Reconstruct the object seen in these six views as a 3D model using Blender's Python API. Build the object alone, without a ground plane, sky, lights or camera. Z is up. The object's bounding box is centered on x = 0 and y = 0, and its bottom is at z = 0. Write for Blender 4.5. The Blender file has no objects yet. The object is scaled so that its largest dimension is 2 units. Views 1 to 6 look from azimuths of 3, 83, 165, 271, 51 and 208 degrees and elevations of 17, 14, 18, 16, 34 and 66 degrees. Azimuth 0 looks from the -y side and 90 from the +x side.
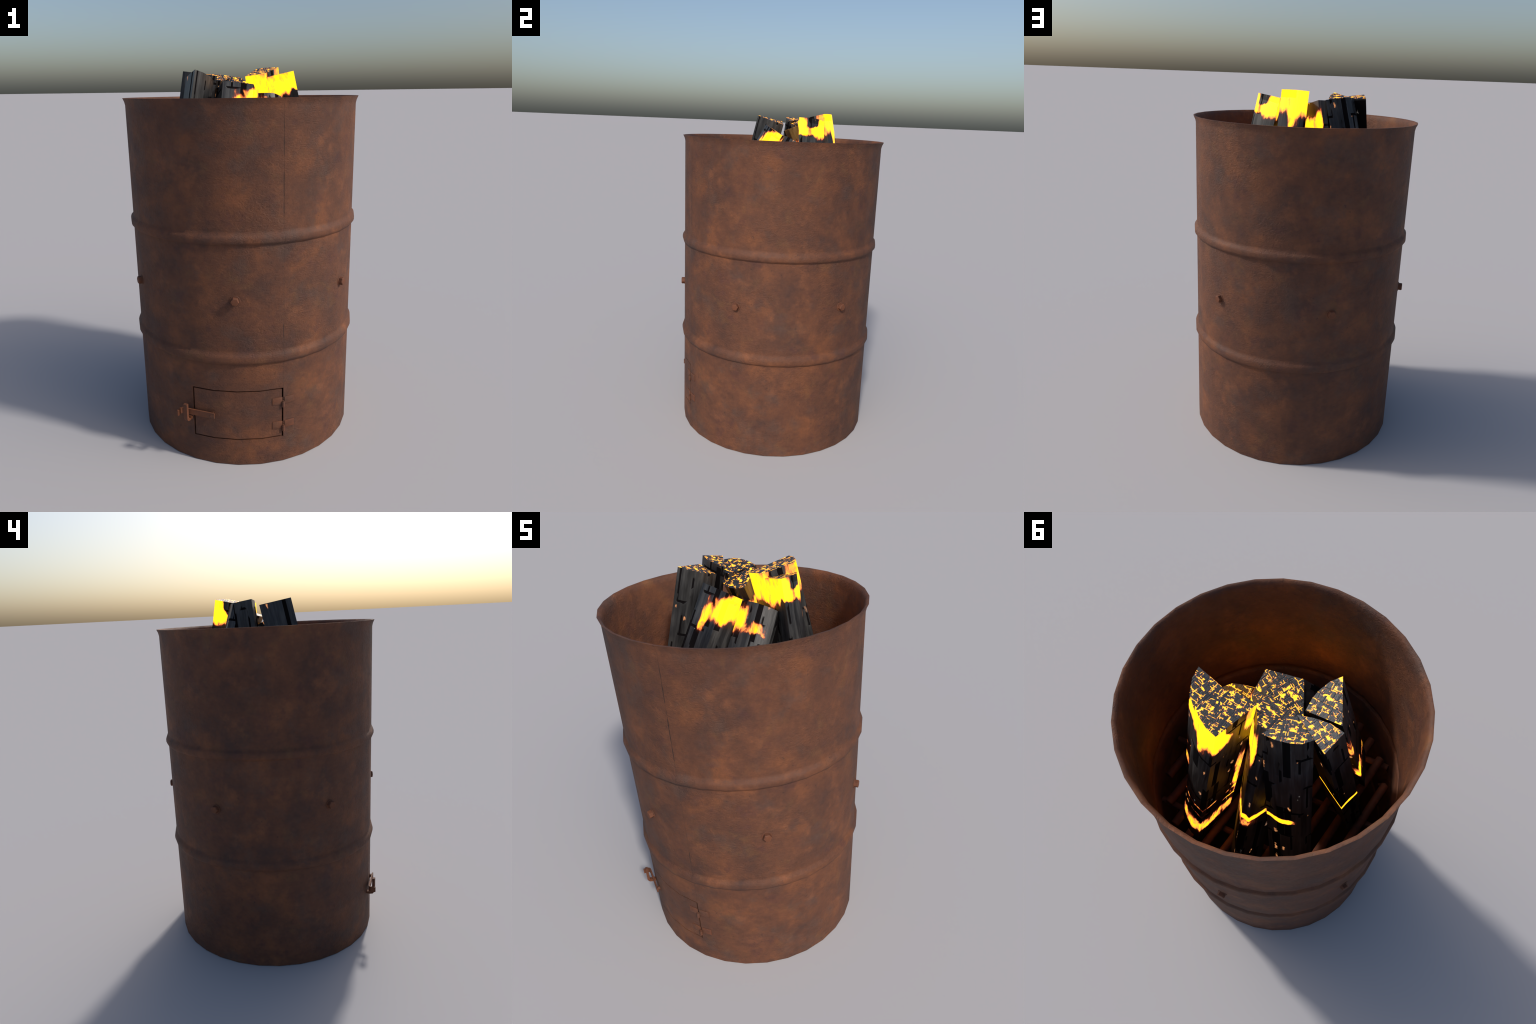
"""A rusty steel drum used as a fire barrel: ash door with hinges and drop
latch, six hex bolts carrying a bar grate, and eight glowing split logs."""
import bpy, bmesh, math, random
from math import cos, sin, radians, pi, atan2, hypot
from mathutils import Vector, Matrix

random.seed(7)
COL = bpy.context.scene.collection

# ------------------------------------------------------------------ helpers
def new_object(name, mesh, parent=None, mats=()):
    ob = bpy.data.objects.new(name, mesh)
    COL.objects.link(ob)
    for m in mats:
        mesh.materials.append(m)
    if parent is not None:
        ob.parent = parent
    return ob


def finish(bm, name, parent=None, mats=(), smooth=30):
    bmesh.ops.recalc_face_normals(bm, faces=bm.faces[:])
    me = bpy.data.meshes.new(name)
    bm.to_mesh(me)
    bm.free()
    if smooth:
        me.polygons.foreach_set("use_smooth", [True] * len(me.polygons))
        me.set_sharp_from_angle(angle=radians(smooth))
    return new_object(name, me, parent, mats)


def box(bm, size, matrix, bevel=0.0):
    r = bmesh.ops.create_cube(bm, size=1.0, matrix=matrix @ Matrix.Diagonal((*size, 1)))
    if bevel:
        edges = list({e for v in r["verts"] for e in v.link_edges})
        bmesh.ops.bevel(bm, geom=edges, offset=bevel, segments=2, affect='EDGES', profile=0.5)


def prism(bm, poly, matrix, depth, chamfer=0.0):
    """Extrude a 2D polygon from z=0 to z=depth, chamfering the far rim."""
    rings = [[(x, y, 0) for x, y in poly]]
    if chamfer:
        rings.append([(x, y, depth - chamfer) for x, y in poly])
        rings.append([(x * (1 - chamfer / hypot(x, y)), y * (1 - chamfer / hypot(x, y)), depth) for x, y in poly])
    else:
        rings.append([(x, y, depth) for x, y in poly])
    vs = [[bm.verts.new(matrix @ Vector(p)) for p in r] for r in rings]
    n = len(poly)
    for a, b in zip(vs, vs[1:]):
        for i in range(n):
            bm.faces.new((a[i], a[(i + 1) % n], b[(i + 1) % n], b[i]))
    bm.faces.new(vs[0][::-1])
    bm.faces.new(vs[-1])


def circle(r, n, phase=0.0):
    return [(r * cos(2 * pi * i / n + phase), r * sin(2 * pi * i / n + phase)) for i in range(n)]


def sweep(bm, path, half_w, half_t):
    """Flat bar following a plan path (x, y) with vertical width and thickness."""
    pts = [Vector((x, y)) for x, y in path]
    rows = []
    for i, p in enumerate(pts):
        d = (pts[min(i + 1, len(pts) - 1)] - pts[max(i - 1, 0)]).normalized()
        n = Vector((-d.y, d.x)) * half_t
        rows.append([bm.verts.new((p.x + s * n.x, p.y + s * n.y, half_w[1] if up else half_w[0]))
                     for s, up in ((-1, 0), (1, 0), (1, 1), (-1, 1))])
    for a, b in zip(rows, rows[1:]):
        for i in range(4):
            bm.faces.new((a[i], a[(i + 1) % 4], b[(i + 1) % 4], b[i]))
    bm.faces.new(rows[0][::-1])
    bm.faces.new(rows[-1])


def radial(angle, r, z):
    """Frame standing on the drum wall: local z points outward, y points up."""
    a = radians(angle)
    out = Vector((cos(a), sin(a), 0))
    up = Vector((0, 0, 1))
    side = up.cross(out)
    m = Matrix((side, up, out)).transposed().to_4x4()
    m.translation = out * r + up * z
    return m


# ------------------------------------------------------------- node helpers
class Nodes:
    def __init__(self, name):
        self.mat = bpy.data.materials.new(name)
        self.mat.use_nodes = True
        self.t = self.mat.node_tree
        self.bsdf = self.t.nodes["Principled BSDF"]
        self.coord = self.t.nodes.new("ShaderNodeTexCoord").outputs["Object"]

    def set(self, sock, v):
        if isinstance(v, bpy.types.NodeSocket):
            self.t.links.new(v, sock)
        else:
            sock.default_value = v

    def math(self, op, a, b=0.0, c=0.0, clamp=False):
        n = self.t.nodes.new("ShaderNodeMath")
        n.operation, n.use_clamp = op, clamp
        for s, v in zip(n.inputs, (a, b, c)):
            self.set(s, v)
        return n.outputs[0]

    def vmath(self, op, a, b=(0, 0, 0)):
        n = self.t.nodes.new("ShaderNodeVectorMath")
        n.operation = op
        self.set(n.inputs[0], a)
        self.set(n.inputs[1], b)
        return n.outputs["Value"] if op in ("DOT_PRODUCT", "LENGTH", "DISTANCE") else n.outputs["Vector"]

    def scale(self, v, s, rot=(0, 0, 0), loc=(0, 0, 0)):
        n = self.t.nodes.new("ShaderNodeMapping")
        self.set(n.inputs["Vector"], v)
        n.inputs["Scale"].default_value = s if isinstance(s, tuple) else (s, s, s)
        n.inputs["Rotation"].default_value = rot
        n.inputs["Location"].default_value = loc
        return n.outputs[0]

    def noise(self, vec, scale, detail=4, rough=0.55, dist=0.0, out="Fac"):
        n = self.t.nodes.new("ShaderNodeTexNoise")
        self.set(n.inputs["Vector"], vec)
        n.inputs["Scale"].default_value = scale
        n.inputs["Detail"].default_value = detail
        n.inputs["Roughness"].default_value = rough
        n.inputs["Distortion"].default_value = dist
        return n.outputs[out]

    def voronoi(self, vec, scale, feature='F1', rnd=1.0, out="Distance"):
        n = self.t.nodes.new("ShaderNodeTexVoronoi")
        n.feature = feature
        self.set(n.inputs["Vector"], vec)
        n.inputs["Scale"].default_value = scale
        n.inputs["Randomness"].default_value = rnd
        return n.outputs[out]

    def ramp(self, fac, stops, interp='LINEAR'):
        n = self.t.nodes.new("ShaderNodeValToRGB")
        cr = n.color_ramp
        cr.interpolation = interp
        while len(cr.elements) < len(stops):
            cr.elements.new(0.5)
        for e, (p, c) in zip(cr.elements, stops):
            e.position = p
            e.color = (c, c, c, 1) if isinstance(c, (int, float)) else (*c, 1)
        self.set(n.inputs[0], fac)
        return n.outputs[0]

    def smooth(self, v, lo, hi, a=0.0, b=1.0):
        n = self.t.nodes.new("ShaderNodeMapRange")
        n.interpolation_type = 'SMOOTHSTEP'
        for s, x in zip(n.inputs, (v, lo, hi, a, b)):
            self.set(s, x)
        return n.outputs[0]

    def mix(self, fac, a, b, blend='MIX'):
        n = self.t.nodes.new("ShaderNodeMix")
        n.data_type, n.blend_type = 'RGBA', blend
        self.set(n.inputs["Factor"], fac)
        for s, v in ((n.inputs[6], a), (n.inputs[7], b)):
            self.set(s, v if isinstance(v, bpy.types.NodeSocket) else (*v, 1))
        return n.outputs[2]

    def sep(self, v):
        n = self.t.nodes.new("ShaderNodeSeparateXYZ")
        self.set(n.inputs[0], v)
        return n.outputs

    def bump(self, height, strength, dist=0.01):
        n = self.t.nodes.new("ShaderNodeBump")
        n.inputs["Strength"].default_value = strength
        n.inputs["Distance"].default_value = dist
        self.set(n.inputs["Height"], height)
        self.set(self.bsdf.inputs["Normal"], n.outputs[0])

    def put(self, **kw):
        for k, v in kw.items():
            self.set(self.bsdf.inputs[k.replace("_", " ")], v)
        return self.mat


# ----------------------------------------------------------------- materials
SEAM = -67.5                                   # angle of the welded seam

def rust_material(name, tint=(1, 1, 1), seam=False, offset=(0, 0, 0), bump=0.45):
    N = Nodes(name)
    p = N.scale(N.coord, 1.0, loc=offset)
    patch = N.noise(p, 6.0, 5, 0.58, 0.15)
    col = N.ramp(patch, [(0.28, (0.064, 0.0312, 0.0237)), (0.43, (0.090, 0.0370, 0.0218)),
                         (0.55, (0.113, 0.0439, 0.0231)), (0.67, (0.153, 0.0566, 0.0250)),
                         (0.8, (0.189, 0.0670, 0.0300))])
    # islands of slate brown, ochre, plum and fresh orange rust
    for loc, scale, lo, hi, amount, tone in (
            ((3, 1, 7), 6.0, 0.50, 0.68, 0.55, (0.078, 0.0462, 0.0362)),
            ((9, 5, 2), 9.0, 0.55, 0.72, 0.50, (0.133, 0.0613, 0.0262)),
            ((1, 8, 4), 9.0, 0.54, 0.72, 0.60, (0.069, 0.0277, 0.0237)),
            ((6, 2, 9), 6.5, 0.53, 0.76, 0.70, (0.199, 0.0739, 0.0324))):
        m = N.smooth(N.noise(N.scale(p, 1, loc=loc), scale, 6, 0.62), lo, hi)
        col = N.mix(N.math('MULTIPLY', m, amount), col, tone)
    # mottling, fine grain and pits
    mottle = N.noise(N.scale(p, (1, 1, 1.3)), 30, 5, 0.65)
    grain = N.noise(p, 95, 4, 0.65)
    col = N.mix(1.0, col, N.ramp(mottle, [(0.32, 0.88), (0.68, 1.12)]), 'MULTIPLY')
    col = N.mix(1.0, col, N.ramp(grain, [(0.3, 0.88), (0.7, 1.10)]), 'MULTIPLY')
    pits = N.smooth(N.noise(p, 44, 3, 0.6), 0.34, 0.25)
    col = N.mix(N.math('MULTIPLY', pits, 0.5), col, (0.034, 0.018, 0.014))
    if tint != (1, 1, 1):
        col = N.mix(1.0, col, tint, 'MULTIPLY')
    # leathery wrinkles, stronger in some zones
    wr = N.noise(N.scale(p, (1, 1, 1.6), rot=(0.3, 0.2, 0)), 38, 5, 0.6, 1.8)
    zone = N.smooth(N.noise(N.scale(p, 1, loc=(4, 4, 1)), 2.6, 2), 0.42, 0.60, 0.22, 1.0)
    zone = N.math('MAXIMUM', zone, N.smooth(N.math('ABSOLUTE', N.sep(N.coord)[1]), 0.45, 0.60, 0.0, 0.50))
    h = N.math('ADD', N.math('MULTIPLY', wr, zone), N.math('MULTIPLY', grain, 0.2))
    if seam:
        a = radians(SEAM)
        off = N.vmath('DOT_PRODUCT', N.coord, (-sin(a), cos(a), 0))
        out = N.vmath('DOT_PRODUCT', N.coord, (cos(a), sin(a), 0))
        z = N.sep(N.coord)[2]
        low = N.math('MULTIPLY', N.smooth(z, 0.62, 0.66), N.smooth(z, 0.785, 0.78))
        high = N.math('MULTIPLY', N.smooth(z, 1.27, 1.36), N.smooth(z, 1.79, 1.70))
        gate = N.math('MULTIPLY', N.math('ADD', low, high),
                      N.smooth(N.noise(N.scale(N.coord, (0.01, 0.01, 1)), 11, 2), 0.40, 0.55))
        line = N.math('MULTIPLY', N.smooth(N.math('ABSOLUTE', off), 0.0024, 0.0010),
                      N.math('GREATER_THAN', out, 0.5985))
        line = N.math('MULTIPLY', line, N.math('GREATER_THAN', z, 0.435))
        line = N.math('MULTIPLY', line, N.math('MULTIPLY_ADD', gate, 0.70, 0.20))
        col = N.mix(line, col, (0.018, 0.012, 0.010))
        h = N.math('SUBTRACT', h, N.math('MULTIPLY', line, 0.3))
    N.bump(h, bump, 0.012)
    rough = N.ramp(grain, [(0.3, 0.62), (0.7, 0.80)])
    return N.put(Base_Color=col, Roughness=rough, Metallic=0.0, Specular_IOR_Level=0.34)


RUST = rust_material("drum_rust", seam=True)
RUST_DOOR = rust_material("door_rust")
RUST_IRON = rust_material("fitting_rust", tint=(1.15, 1.05, 0.95), offset=(2, 3, 1), bump=0.2)
RUST_GRATE = rust_material("grate_rust", tint=(1.15, 0.95, 0.9), offset=(5, 1, 2), bump=0.25)
RUST_FLOOR = rust_material("dark_floor", tint=(0.25, 0.25, 0.27), offset=(1, 1, 6))


def ember_colour(N, f):
    """Ember field (0 cold, 1 hot): dark red edge, orange rim, yellow core."""
    return N.ramp(f, [(0.0, (0, 0, 0)), (0.12, (0.030, 0.005, 0.002)), (0.24, (0.30, 0.045, 0.012)),
                      (0.36, (0.95, 0.230, 0.060)), (0.50, (1.40, 0.480, 0.075)), (0.68, (1.9, 0.76, 0.030)),
                      (0.82, (2.3, 0.98, 0.018)), (1.0, (2.4, 1.08, 0.015))])


def charred_side(name, embers, bands, seed):
    """Charred bark and split faces.  embers: (centre, half sizes, strength) in
    log space; bands: (depth below the top, half width, strength)."""
    N = Nodes(name)
    p = N.coord
    q = N.scale(p, 1, loc=(seed * 1.7, seed * 0.9, seed * 0.37))
    streak = N.noise(N.scale(q, (1, 1, 0.10)), 60, 5, 0.6)
    cloud = N.noise(N.scale(q, (1, 1, 0.5)), 12, 4, 0.6)
    tone = N.math('MULTIPLY_ADD', streak, 0.6, N.math('MULTIPLY', cloud, 0.4))
    col = N.ramp(tone, [(0.36, (0.005, 0.005, 0.0055)), (0.5, (0.024, 0.024, 0.025)), (0.66, (0.066, 0.065, 0.063))])
    # scorched black slots between the plates of charcoal
    br = N.t.nodes.new("ShaderNodeTexBrick")
    px, py, pz = N.sep(q)
    cmb = N.t.nodes.new("ShaderNodeCombineXYZ")
    N.set(cmb.inputs[0], N.math('ADD', px, py))
    N.set(cmb.inputs[1], pz)
    N.set(br.inputs["Vector"], cmb.outputs[0])
    for k, v in (("Scale", 1.0), ("Mortar Size", 0.0062), ("Mortar Smooth", 0.1), ("Brick Width", 0.088), ("Row Height", 0.16)):
        br.inputs[k].default_value = v
    slot = N.math('MULTIPLY', br.outputs["Fac"], N.smooth(N.noise(q, 9, 1), 0.50, 0.53))
    # whole plates that have burnt out to black
    gone = N.t.nodes.new("ShaderNodeTexBrick")
    N.set(gone.inputs["Vector"], N.scale(cmb.outputs[0], 1, loc=(0.011, 0.05, 0)))
    gone.offset = 0.37
    for k, v in (("Color1", (0, 0, 0, 1)), ("Color2", (1, 1, 1, 1)), ("Mortar", (1, 1, 1, 1)), ("Scale", 1.0),
                 ("Mortar Size", 0.001), ("Mortar Smooth", 0.0), ("Brick Width", 0.036), ("Row Height", 0.19)):
        gone.inputs[k].default_value = v
    hole = N.smooth(gone.outputs["Color"], 0.20, 0.16)
    slot = N.math('MAXIMUM', slot, hole)
    col = N.mix(N.math('MULTIPLY', slot, 0.95), col, (0.005, 0.004, 0.0045))
    # ember field: soft boxes of heat broken up by flame-shaped noise
    lick = N.noise(N.scale(q, (1, 1, 0.40)), 24, 5, 0.62, 0.6)
    coarse = N.noise(N.scale(q, (1, 1, 0.55)), 11, 3, 0.55)
    rag = N.math('ADD', N.math('MULTIPLY_ADD', lick, 2.4, -1.2), N.math('MULTIPLY_ADD', coarse, 1.7, -0.85))
    warp = N.vmath('MULTIPLY', N.vmath('SUBTRACT', N.noise(N.scale(q, (1, 1, 0.5)), 16, 3, out="Color"), (0.5, 0.5, 0.5)), (0.03, 0.03, 0.06))
    wp = N.vmath('ADD', p, warp)
    z = N.sep(wp)[2]
    f = -0.30
    for c, r, s in embers:
        d = N.vmath('DIVIDE', N.vmath('SUBTRACT', wp, tuple(c)), tuple(r))
        d2 = N.vmath('MULTIPLY', d, d)
        d4 = N.vmath('DOT_PRODUCT', d2, d2)
        f = N.math('ADD', f, N.math('MULTIPLY', N.smooth(N.math('POWER', d4, 0.25), 1.5, 0.5), s * 0.76))
    zb = N.sep(p)[2]
    wob = N.math('MULTIPLY_ADD', N.noise(N.scale(q, (1, 1, 0.3)), 8, 2), 0.06, -0.03)
    torn = N.smooth(N.noise(N.scale(q, (1, 1, 0.4), loc=(5, 5, 5)), 9, 2), 0.40, 0.48)
    for t, w, s in bands:
        d = N.math('ABSOLUTE', N.math('ADD', N.math('ADD', zb, t), wob))
        line = N.smooth(d, w * 1.6, w * 0.5)
        if s < 1.2:
            line = N.math('MULTIPLY', line, torn)
        f = N.math('ADD', f, N.math('MULTIPLY', line, s))
    f = N.math('ADD', f, N.math('MULTIPLY', rag, N.smooth(f, -0.25, 0.2, 0.10, 1.0)))
    f = N.smooth(f, -0.25, 1.0)
    glow = ember_colour(N, f)
    # soft stray sparks
    wq = N.vmath('ADD', N.scale(q, (1, 1, 0.5)), N.vmath('MULTIPLY', N.noise(q, 40, 2, out="Color"), (0.022, 0.022, 0.03)))
    d, pick = N.voronoi(wq, 30), N.voronoi(wq, 30, out="Color")
    pr, pg, pb = N.sep(pick)
    size = N.math('MULTIPLY_ADD', pb, 0.16, 0.10)
    spark = N.math('MULTIPLY', N.smooth(N.math('DIVIDE', d, size), 1.15, 0.25), N.math('GREATER_THAN', pr, 0.76))
    warm = N.mix(N.smooth(pg, 0.25, 0.6), (0.13, 0.12, 0.11), (0.75, 0.30, 0.11))
    glow = N.mix(N.math('MULTIPLY', spark, N.smooth(f, 0.5, 0.2)), glow, warm)
    N.bump(N.math('ADD', streak, N.math('MULTIPLY', slot, -1.2)), 0.3, 0.006)
    return N.put(Base_Color=N.mix(N.smooth(f, 0.05, 0.4), col, (0.03, 0.012, 0.004)), Roughness=N.math('MULTIPLY_ADD', slot, 0.4, 0.48),
                 Specular_IOR_Level=N.math('MULTIPLY_ADD', slot, -0.42, 0.45), Emission_Color=glow, Emission_Strength=1.0)


def glowing_end(name, turn, seed):
    """Sawn end: charcoal plates with a broken, squared net of ember cracks."""
    N = Nodes(name)
    p = N.scale(N.coord, 1, rot=(0, 0, turn), loc=(seed * 0.31, seed * 0.17, 0))
    fine = N.noise(N.scale(p, (2.4, 0.45, 1)), 80, 4, 0.65)
    plate = N.noise(p, 30, 3)
    col = N.ramp(N.math('MULTIPLY_ADD', fine, 0.7, N.math('MULTIPLY', plate, 0.3)),
                 [(0.32, (0.010, 0.010, 0.011)), (0.5, (0.031, 0.031, 0.032)), (0.68, (0.058, 0.058, 0.058))])
    w = N.noise(p, 60, 3, 0.6, out="Color")
    wp = N.vmath('ADD', p, N.vmath('MULTIPLY', N.vmath('SUBTRACT', w, (0.5, 0.5, 0.5)), (0.009, 0.009, 0)))

    def net(vec, width, height, mortar, offset=0.42):
        b = N.t.nodes.new("ShaderNodeTexBrick")
        N.set(b.inputs["Vector"], vec)
        b.offset = offset
        for k, v in (("Scale", 1.0), ("Mortar Size", mortar), ("Mortar Smooth", 1.0), ("Brick Width", width), ("Row Height", height)):
            b.inputs[k].default_value = v
        return b.outputs["Fac"]
    cross = N.scale(wp, 1, rot=(0, 0, pi / 2), loc=(0.01, 0.02, 0))
    lines = N.math('MAXIMUM', net(wp, 0.045, 0.028, 0.0032), net(cross, 0.058, 0.036, 0.0028))
    wide = N.math('MAXIMUM', net(wp, 0.045, 0.028, 0.0125), net(cross, 0.058, 0.036, 0.0110))
    patchy = N.noise(N.scale(p, 1, loc=(2, 7, 0)), 40, 2, 0.5)
    heat = N.math('MULTIPLY', lines, N.smooth(patchy, 0.44, 0.56, 0.0, 0.72))
    # blobs swell where cracks are hottest
    blob = N.noise(N.scale(p, (0.75, 1.25, 1), loc=(8, 3, 0)), 37, 3, 0.62)
    swell = N.math('MULTIPLY', N.smooth(wide, 0.02, 0.4), N.smooth(blob, 0.52, 0.64))
    heat = N.math('MAXIMUM', heat, swell)
    spat = N.smooth(N.noise(p, 210, 2), 0.65, 0.73)
    heat = N.math('MAXIMUM', heat, N.math('MULTIPLY', spat, N.smooth(blob, 0.48, 0.60, 0.0, 0.38)))
    glow = ember_colour(N, N.smooth(heat, 0.04, 0.95))
    col = N.mix(N.math('MULTIPLY', lines, 0.7), col, (0.006, 0.006, 0.007))
    # empty saw kerfs, dark slate
    k = N.t.nodes.new("ShaderNodeTexBrick")
    N.set(k.inputs["Vector"], N.scale(p, 1, rot=(0, 0, pi / 2), loc=(0.013, 0.02, 0)))
    for key, v in (("Scale", 1.0), ("Mortar Size", 0.0050), ("Mortar Smooth", 0.0), ("Brick Width", 0.095), ("Row Height", 0.050)):
        k.inputs[key].default_value = v
    kerf = N.math('MULTIPLY', k.outputs["Fac"], N.math('GREATER_THAN', N.noise(N.scale(p, 1, loc=(1, 1, 0)), 16, 0), 0.54))
    col = N.mix(kerf, col, (0.011, 0.015, 0.023))
    glow = N.mix(kerf, glow, (0, 0, 0))
    N.bump(N.math('ADD', fine, N.math('ADD', N.math('MULTIPLY', lines, -0.6), N.math('MULTIPLY', kerf, -1.5))), 0.35, 0.005)
    return N.put(Base_Color=col, Roughness=0.5, Specular_IOR_Level=0.5, Emission_Color=glow, Emission_Strength=1.0)


# ---------------------------------------------------------------------- drum
SEG = 32
R, WALL, TOP = 0.6075, 0.0110, 1.8480
HOLE_Z = (0.148, 0.4315)
HOLE_A = (-112.5, -67.5)


def hoop(z0, z1):
    """Rolled swaging hoop: a narrow round bead with short run-outs."""
    h = z1 - z0
    return [(R, z0 - 0.003), (R, z0), (R + 0.0098, z0 + 0.005), (R + 0.0136, z0 + 0.30 * h),
            (R + 0.0138, z0 + 0.60 * h), (R + 0.0098, z1 - 0.007), (R, z1), (R, z1 + 0.016)]


PROFILE = ([(R, 0.0), (R, HOLE_Z[0]), (R, HOLE_Z[1])] + hoop(0.580, 0.636) + hoop(1.192, 1.2430)
           + [(R, 1.812), (R + 0.0040, 1.830), (R + 0.0123, TOP)])


def offset_profile(prof, d):
    out = []
    for i, (r, z) in enumerate(prof):
        a, b = prof[max(i - 1, 0)], prof[min(i + 1, len(prof) - 1)]
        t = Vector((b[0] - a[0], b[1] - a[1])).normalized()
        out.append((r - d * t.y, z + d * t.x if 0 < i < len(prof) - 1 else z))
    return out


barrel = bpy.data.objects.new("burn_barrel", None)
COL.objects.link(barrel)
barrel["label"] = "tall rusty steel drum with ash door, bolts and bar grate"
barrel["category"] = "fire barrel"


def drum_wall():
    bm = bmesh.new()
    def shell(prof):
        return [[bm.verts.new((r * cos(2 * pi * i / SEG), r * sin(2 * pi * i / SEG), z)) for i in range(SEG)] for r, z in prof]
    outer, inner = shell(PROFILE), shell(offset_profile(PROFILE, WALL))
    first = round(HOLE_A[0] / 360 * SEG) % SEG
    gap = {(first + k) % SEG for k in range(4)}
    for rows, flip in ((outer, False), (inner, True)):
        for j in range(len(rows) - 1):
            for i in range(SEG):
                if j == 1 and i in gap:
                    continue
                a, b = rows[j], rows[j + 1]
                f = (a[i], a[(i + 1) % SEG], b[(i + 1) % SEG], b[i])
                bm.faces.new(f[::-1] if flip else f)
    for i in range(SEG):
        k = (i + 1) % SEG
        bm.faces.new((outer[-1][i], outer[-1][k], inner[-1][k], inner[-1][i]))
        bm.faces.new((outer[0][k], outer[0][i], inner[0][i], inner[0][k]))
    ends = [first, (first + 4) % SEG]
    for i in gap:                                   # sill and lintel
        k = (i + 1) % SEG
        for j in (1, 2):
            bm.faces.new((outer[j][i], outer[j][k], inner[j][k], inner[j][i]))
    for e in ends:                                  # jambs
        bm.faces.new((outer[1][e], outer[2][e], inner[2][e], inner[1][e]))
    return finish(bm, "drum_wall", barrel, [RUST], 70)


wall = drum_wall()

bm = bmesh.new()
prism(bm, circle(R - WALL - 0.001, SEG), Matrix.Translation((0, 0, 0.012)), 0.008)
finish(bm, "drum_floor", barrel, [RUST_FLOOR])


def facet_radius(angle, r=R):
    step = 360 / SEG
    mid = (math.floor(angle / step) + 0.5) * step
    return r * cos(radians(step / 2)) / cos(radians(angle - mid))


# ---------------------------------------------------------------------- door
DOOR_A = [-111.72, -101.25, -90.0, -78.75, -68.28]
DOOR_Z = (0.1548, 0.4248)
bm = bmesh.new()
rows = []
for a in DOOR_A:
    col = []
    for d in (0.0, WALL):
        rr = facet_radius(a + (0.01 if a < -90 else -0.01)) - d
        for z in DOOR_Z:
            col.append(bm.verts.new((rr * cos(radians(a)), rr * sin(radians(a)), z)))
    rows.append(col)          # out-low, out-high, in-low, in-high
for p, q in zip(rows, rows[1:]):
    for i, j in ((0, 1), (1, 3), (3, 2), (2, 0)):
        bm.faces.new((p[i], q[i], q[j], p[j]))
for c in (rows[0], rows[-1]):
    bm.faces.new((c[0], c[1], c[3], c[2]))
door = finish(bm, "door", barrel, [RUST_DOOR], 40)

# hinges: two leaves lying on the facets and a tube knuckle at the gap
for z in (0.3585, 0.2190):
    bm = bmesh.new()
    prism(bm, circle(0.0085, 14), Matrix.Translation((0.6125 * cos(radians(-67.7)), 0.6125 * sin(radians(-67.7)), z - 0.034)), 0.030)
    prism(bm, circle(0.0045, 10), Matrix.Translation((0.6125 * cos(radians(-67.7)), 0.6125 * sin(radians(-67.7)), z - 0.034)), 0.0345)
    knuckle = finish(bm, "hinge", door, [RUST_IRON], 35)
    for a0, a1, mid in ((-73.1, -68.0, -73.125), (-67.0, -61.85, -61.875)):
        c = Vector((0, 0, 0))
        ends = []
        for a in (a0, a1):
            rr = facet_radius(a)
            ends.append(Vector((rr * cos(radians(a)), rr * sin(radians(a)), z)))
        ctr = (ends[0] + ends[1]) / 2
        m = radial(mid, 0, 0)
        m.translation = ctr + Vector((cos(radians(mid)), sin(radians(mid)), 0)) * 0.0012
        bm = bmesh.new()
        box(bm, ((ends[1] - ends[0]).length, 0.040, 0.0038), m, 0.0006)
        leaf = finish(bm, "hinge_leaf", knuckle, [RUST_IRON])

# drop latch: pivoting bar whose free end turns outward as a thumb lug
bm = bmesh.new()
sweep(bm, [(-0.119, -0.6125), (-0.20, -0.5865), (-0.281, -0.5610), (-0.293, -0.5600), (-0.3015, -0.5660), (-0.3110, -0.5920)],
      (0.2755, 0.3065), 0.0042)
latch = finish(bm, "latch_bar", door, [RUST_IRON])
bm = bmesh.new()
prism(bm, circle(0.017, 16), radial(-102.2, 0.596, 0.291), 0.0120)
prism(bm, circle(0.0115, 6, 0.3), radial(-102.2, 0.608, 0.291), 0.0195, 0.002)
finish(bm, "latch_pivot", latch, [RUST_IRON], 35)

# keeper: J-shaped hook standing off the wall that holds the bar up
bm = bmesh.new()
a = radians(-114.35)
out, tan = Vector((cos(a), sin(a), 0)), Vector((-sin(a), cos(a), 0))
hook = [(0.596, 0.2480), (0.628, 0.2480), (0.641, 0.2515), (0.6475, 0.2600), (0.6475, 0.3440)]
rows = []
for i, (r, z) in enumerate(hook):
    p, q = Vector(hook[max(i - 1, 0)]), Vector(hook[min(i + 1, len(hook) - 1)])
    d = (q - p).normalized()
    n = Vector((-d.y, d.x)) * 0.0072
    rows.append([bm.verts.new(out * (r + s * n.x) + Vector((0, 0, z + s * n.y)) + tan * (w * 0.0105))
                 for s, w in ((-1, -1), (1, -1), (1, 1), (-1, 1))])
for p, q in zip(rows, rows[1:]):
    for i in range(4):
        bm.faces.new((p[i], p[(i + 1) % 4], q[(i + 1) % 4], q[i]))
bm.faces.new(rows[0][::-1])
bm.faces.new(rows[-1])
finish(bm, "latch_keeper", barrel, [RUST_IRON], 40)

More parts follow.
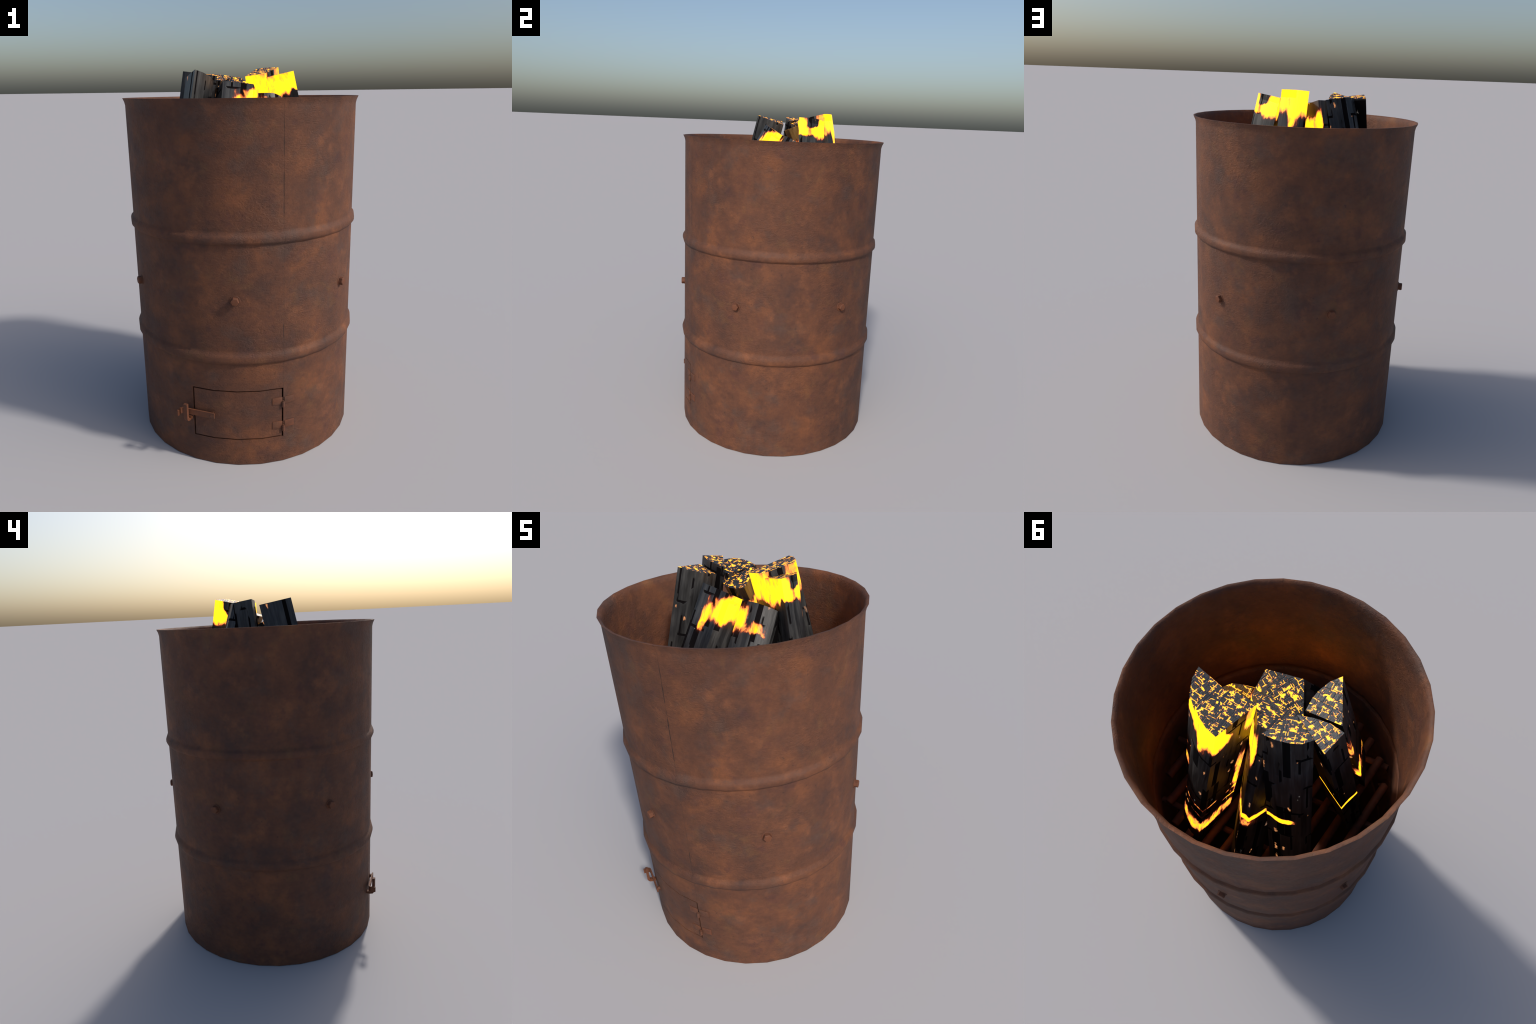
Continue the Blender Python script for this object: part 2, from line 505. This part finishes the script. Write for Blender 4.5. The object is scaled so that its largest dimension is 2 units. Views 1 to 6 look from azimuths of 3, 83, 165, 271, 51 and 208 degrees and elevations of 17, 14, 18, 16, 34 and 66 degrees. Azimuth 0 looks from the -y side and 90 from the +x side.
# --------------------------------------------------------------------- bolts
bolt_mesh = None
for k in range(6):
    ang = -90 + 60 * k
    if bolt_mesh is None:
        bm = bmesh.new()
        prism(bm, circle(0.0262, 20), Matrix.Translation((0, 0, -0.006)), 0.0095, 0.0012)
        prism(bm, circle(0.0208, 6), Matrix.Translation((0, 0, 0.003)), 0.0205, 0.003)
        prism(bm, circle(0.009, 12), Matrix.Translation((0, 0, -0.055)), 0.052)
        ob = finish(bm, "bolt", barrel, [RUST_IRON], 35)
        bolt_mesh = ob.data
    else:
        ob = new_object("bolt", bolt_mesh, barrel)
    ob.matrix_local = radial(ang, 0.6045, 0.918) @ Matrix.Rotation(radians(random.choice((0, 6, -9, 12, -4))), 4, 'Z')

# --------------------------------------------------------------------- grate
grate = bpy.data.objects.new("grate", None)
COL.objects.link(grate)
grate.parent = barrel


def rod(name, p, q, r):
    p, q = Vector(p), Vector(q)
    d = (q - p)
    bm = bmesh.new()
    m = Matrix.Translation(p) @ d.to_track_quat('Z', 'Y').to_matrix().to_4x4()
    prism(bm, circle(r, 14), m, d.length, 0.003)
    return finish(bm, name, grate, [RUST_GRATE], 40)


GRATE_Z, ROD_R = 1.069, 0.0215
bearing = radians(81.7)
along, across = Vector((cos(bearing), sin(bearing), 0)), Vector((sin(bearing), -cos(bearing), 0))
for k in range(11):
    n = -0.473 + 0.0946 * k
    half = math.sqrt(0.556 ** 2 - n * n)
    c = across * n + Vector((0, 0, GRATE_Z))
    rod("grate_rod", c - along * half, c + along * half, ROD_R)
for y in (-0.335, 0.0, 0.335):
    x = math.sqrt(0.590 ** 2 - y * y)
    rod("grate_crossbar", (-x, y, GRATE_Z - 0.0345), (x, y, GRATE_Z - 0.0345), 0.0165)

# ---------------------------------------------------------------------- logs
# Every log is a split wedge: the corners of its sawn top, the way its axis
# runs down, its length, and where embers glow on its sides.
LOGS = [
    dict(label="split log glowing bright yellow along its upper sides",
         top=[(0.019, 0.082, 1.951), (0.124, 0.074, 1.966), (0.197, 0.210, 2.000), (0.163, 0.242, 2.002),
              (0.120, 0.269, 2.002), (0.094, 0.277, 2.000), (0.073, 0.283, 1.998)],
         axis=(0.137, 0.180, -0.974), turn=0.0,
         embers=[((0.14, 0.27, 1.955), (0.13, 0.055, 0.075), 1.5), ((0.15, 0.29, 1.86), (0.022, 0.05, 0.05), 0.9),
                 ((0.09, 0.08, 1.90), (0.11, 0.05, 0.075), 1.35), ((0.20, 0.20, 1.96), (0.03, 0.05, 0.07), 1.0),
                 ((0.165, 0.13, 1.97), (0.028, 0.03, 0.03), -1.3), ((0.060, 0.24, 1.935), (0.030, 0.05, 0.065), 0.9), ((0.045, 0.200, 1.965), (0.035, 0.036, 0.045), -2.6),
                 ((0.10, 0.18, 1.48), (0.025, 0.03, 0.20), 0.75), ((0.19, 0.42, 1.22), (0.2, 0.2, 0.055), 0.95)],
         bands=[(0.62, 0.007, 0.4), (0.69, 0.005, 0.45)]),
    dict(label="split log with a yellow ember face and dark lower half",
         top=[(0.135, 0.082, 1.946), (0.280, 0.047, 1.976), (0.277, 0.100, 1.975), (0.254, 0.161, 1.970),
              (0.204, 0.212, 1.960)],
         axis=(0.216, -0.016, -0.976), turn=0.28,
         embers=[((0.20, 0.06, 1.910), (0.11, 0.035, 0.065), 1.5), ((0.305, 0.035, 1.855), (0.035, 0.04, 0.04), -1.1),
                 ((0.290, 0.05, 1.935), (0.025, 0.03, 0.045), 0.9), ((0.24, 0.19, 1.915), (0.055, 0.05, 0.06), 1.25),
                 ((0.285, 0.12, 1.905), (0.045, 0.07, 0.026), 1.05), ((0.42, 0.06, 1.33), (0.12, 0.12, 0.06), 1.15),
                 ((0.262, 0.135, 1.962), (0.028, 0.030, 0.024), -1.6), ((0.36, 0.05, 1.55), (0.025, 0.03, 0.12), 0.9)],
         bands=[(0.48, 0.006, 0.4)]),
    dict(label="black charred split log leaning against the rim",
         top=[(-0.294, 0.027, 1.951), (-0.218, -0.143, 1.983), (-0.183, -0.112, 1.970), (-0.157, -0.065, 1.953),
              (-0.148, -0.032, 1.943), (-0.145, 0.018, 1.930)],
         axis=(-0.143, -0.213, -0.967), turn=0.1,
         embers=[((-0.385, -0.11, 1.335), (0.035, 0.09, 0.055), 1.15), ((-0.330, -0.03, 1.68), (0.02, 0.03, 0.12), 0.75),
                 ((-0.37, -0.13, 1.48), (0.02, 0.022, 0.14), 0.7)],
         bands=[(0.72, 0.006, 0.5), (0.75, 0.005, 0.4)]),
    dict(label="black charred split log with one bright corner",
         top=[(-0.286, 0.165, 1.967), (-0.316, 0.066, 1.982), (-0.258, 0.050, 1.974), (-0.193, 0.050, 1.966),
              (-0.131, 0.060, 1.954)],
         axis=(-0.162, -0.098, -0.982), turn=0.5,
         embers=[], bands=[(0.60, 0.0095, 1.25)]),
    dict(label="dark charred log with a broad rounded bark side",
         top=[(-0.138, 0.055, 1.933), (-0.106, 0.060, 1.930), (-0.050, 0.184, 1.954), (-0.106, 0.188, 1.962),
              (-0.153, 0.182, 1.967), (-0.198, 0.166, 1.969), (-0.230, 0.130, 1.964)],
         axis=(-0.148, 0.266, -0.953), turn=-0.25,
         embers=[((-0.30, 0.37, 1.24), (0.045, 0.06, 0.03), 1.0), ((-0.315, 0.265, 1.52), (0.07, 0.06, 0.05), -2.2)],
         bands=[(0.465, 0.0125, 1.25)]),
    dict(label="low charred log facing the fire with orange flank",
         top=[(0.057, 0.021, 1.904), (0.010, 0.007, 1.894), (-0.033, 0.004, 1.890), (-0.073, 0.010, 1.890),
              (-0.132, 0.038, 1.897), (-0.062, 0.161, 1.951), (-0.020, 0.155, 1.950)],
         axis=(-0.004, 0.424, -0.905), turn=0.05, flare=0.82,
         embers=[((0.04, 0.13, 1.79), (0.06, 0.09, 0.065), 1.3), ((-0.02, 0.30, 1.45), (0.06, 0.12, 0.035), 0.7),
                 ((-0.02, 0.19, 1.83), (0.012, 0.03, 0.09), 0.9)], bands=[(0.50, 0.012, 1.0)]),
    dict(label="leaning log with flame coloured streaks down the front",
         top=[(-0.082, -0.103, 1.928), (0.074, -0.092, 1.909), (0.089, -0.001, 1.855), (0.080, 0.050, 1.826),
              (-0.150, 0.050, 1.842), (-0.143, 0.026, 1.856)],
         axis=(-0.052, -0.488, -0.871), turn=0.6,
         embers=[((0.040, -0.135, 1.845), (0.055, 0.06, 0.055), 1.45), ((0.085, -0.06, 1.83), (0.03, 0.06, 0.065), 1.35),
                 ((-0.02, -0.16, 1.79), (0.02, 0.04, 0.055), 0.8),
                 ((-0.02, -0.37, 1.41), (0.085, 0.07, 0.09), 1.5)],
         bands=[(0.5, 0.012, 0.7)]),
    dict(label="short low log half hidden under its neighbours",
         top=[(0.100, 0.060, 1.803), (0.093, -0.021, 1.866), (0.145, -0.011, 1.867), (0.176, -0.003, 1.863),
              (0.199, 0.013, 1.853), (0.223, 0.037, 1.842), (0.237, 0.060, 1.825), (0.205, 0.130, 1.770), (0.130, 0.120, 1.765)],
         axis=(0.080, -0.485, -0.871), turn=0.2, flare=1.35,
         embers=[((0.12, -0.055, 1.80), (0.030, 0.05, 0.06), 1.35), ((0.20, -0.03, 1.755), (0.045, 0.045, 0.025), 1.1),
                 ((0.21, -0.29, 1.38), (0.075, 0.07, 0.08), 1.5)],
         bands=[(0.5, 0.012, 0.7)]),
]
LENGTH = 0.93


def build_log(i, spec):
    up = -Vector(spec["axis"]).normalized()
    pts = [Vector(p) for p in spec["top"]]
    c = sum(pts, Vector()) / len(pts)
    side = (Vector((1, 0, 0)) - up * up.x).normalized()
    frame = Matrix((side, up.cross(side), up)).transposed().to_4x4()
    frame.translation = c
    inv = frame.inverted()
    local = [inv @ p for p in pts]
    n = len(local)
    nrm = Vector((0, 0, 0))                      # plane of the sawn top (Newell)
    for k in range(n):
        a, b = local[k - 1], local[k]
        nrm += Vector(((a.y - b.y) * (a.z + b.z), (a.z - b.z) * (a.x + b.x), (a.x - b.x) * (a.y + b.y)))
    if nrm.z < 0:
        local.reverse()
        nrm = -nrm
    top = [(p.x, p.y, -(nrm.x * p.x + nrm.y * p.y) / nrm.z) for p in local]
    flare = spec.get("flare", 1.0)              # split logs widen or taper a little
    bm = bmesh.new()
    rings = [[bm.verts.new((x, y, z)) for x, y, z in top], [bm.verts.new((x * flare, y * flare, -LENGTH)) for x, y, z in top]]
    for k in range(n):
        bm.faces.new((rings[1][k], rings[1][(k + 1) % n], rings[0][(k + 1) % n], rings[0][k]))
    for f in (bm.faces.new(rings[0]), bm.faces.new(rings[1][::-1])):
        f.material_index = 1
    embers = [(tuple(inv @ Vector(p)), r, s) for p, r, s in spec["embers"]]
    mats = [charred_side("charred_side", embers, spec["bands"], i + 1),
            glowing_end("glowing_end", spec["turn"], i + 1)]
    ob = finish(bm, "burning_log", None, mats, 26)
    ob.matrix_world = frame
    ob["label"] = spec["label"]
    ob["category"] = "burning firewood"


for i, spec in enumerate(LOGS):
    build_log(i, spec)
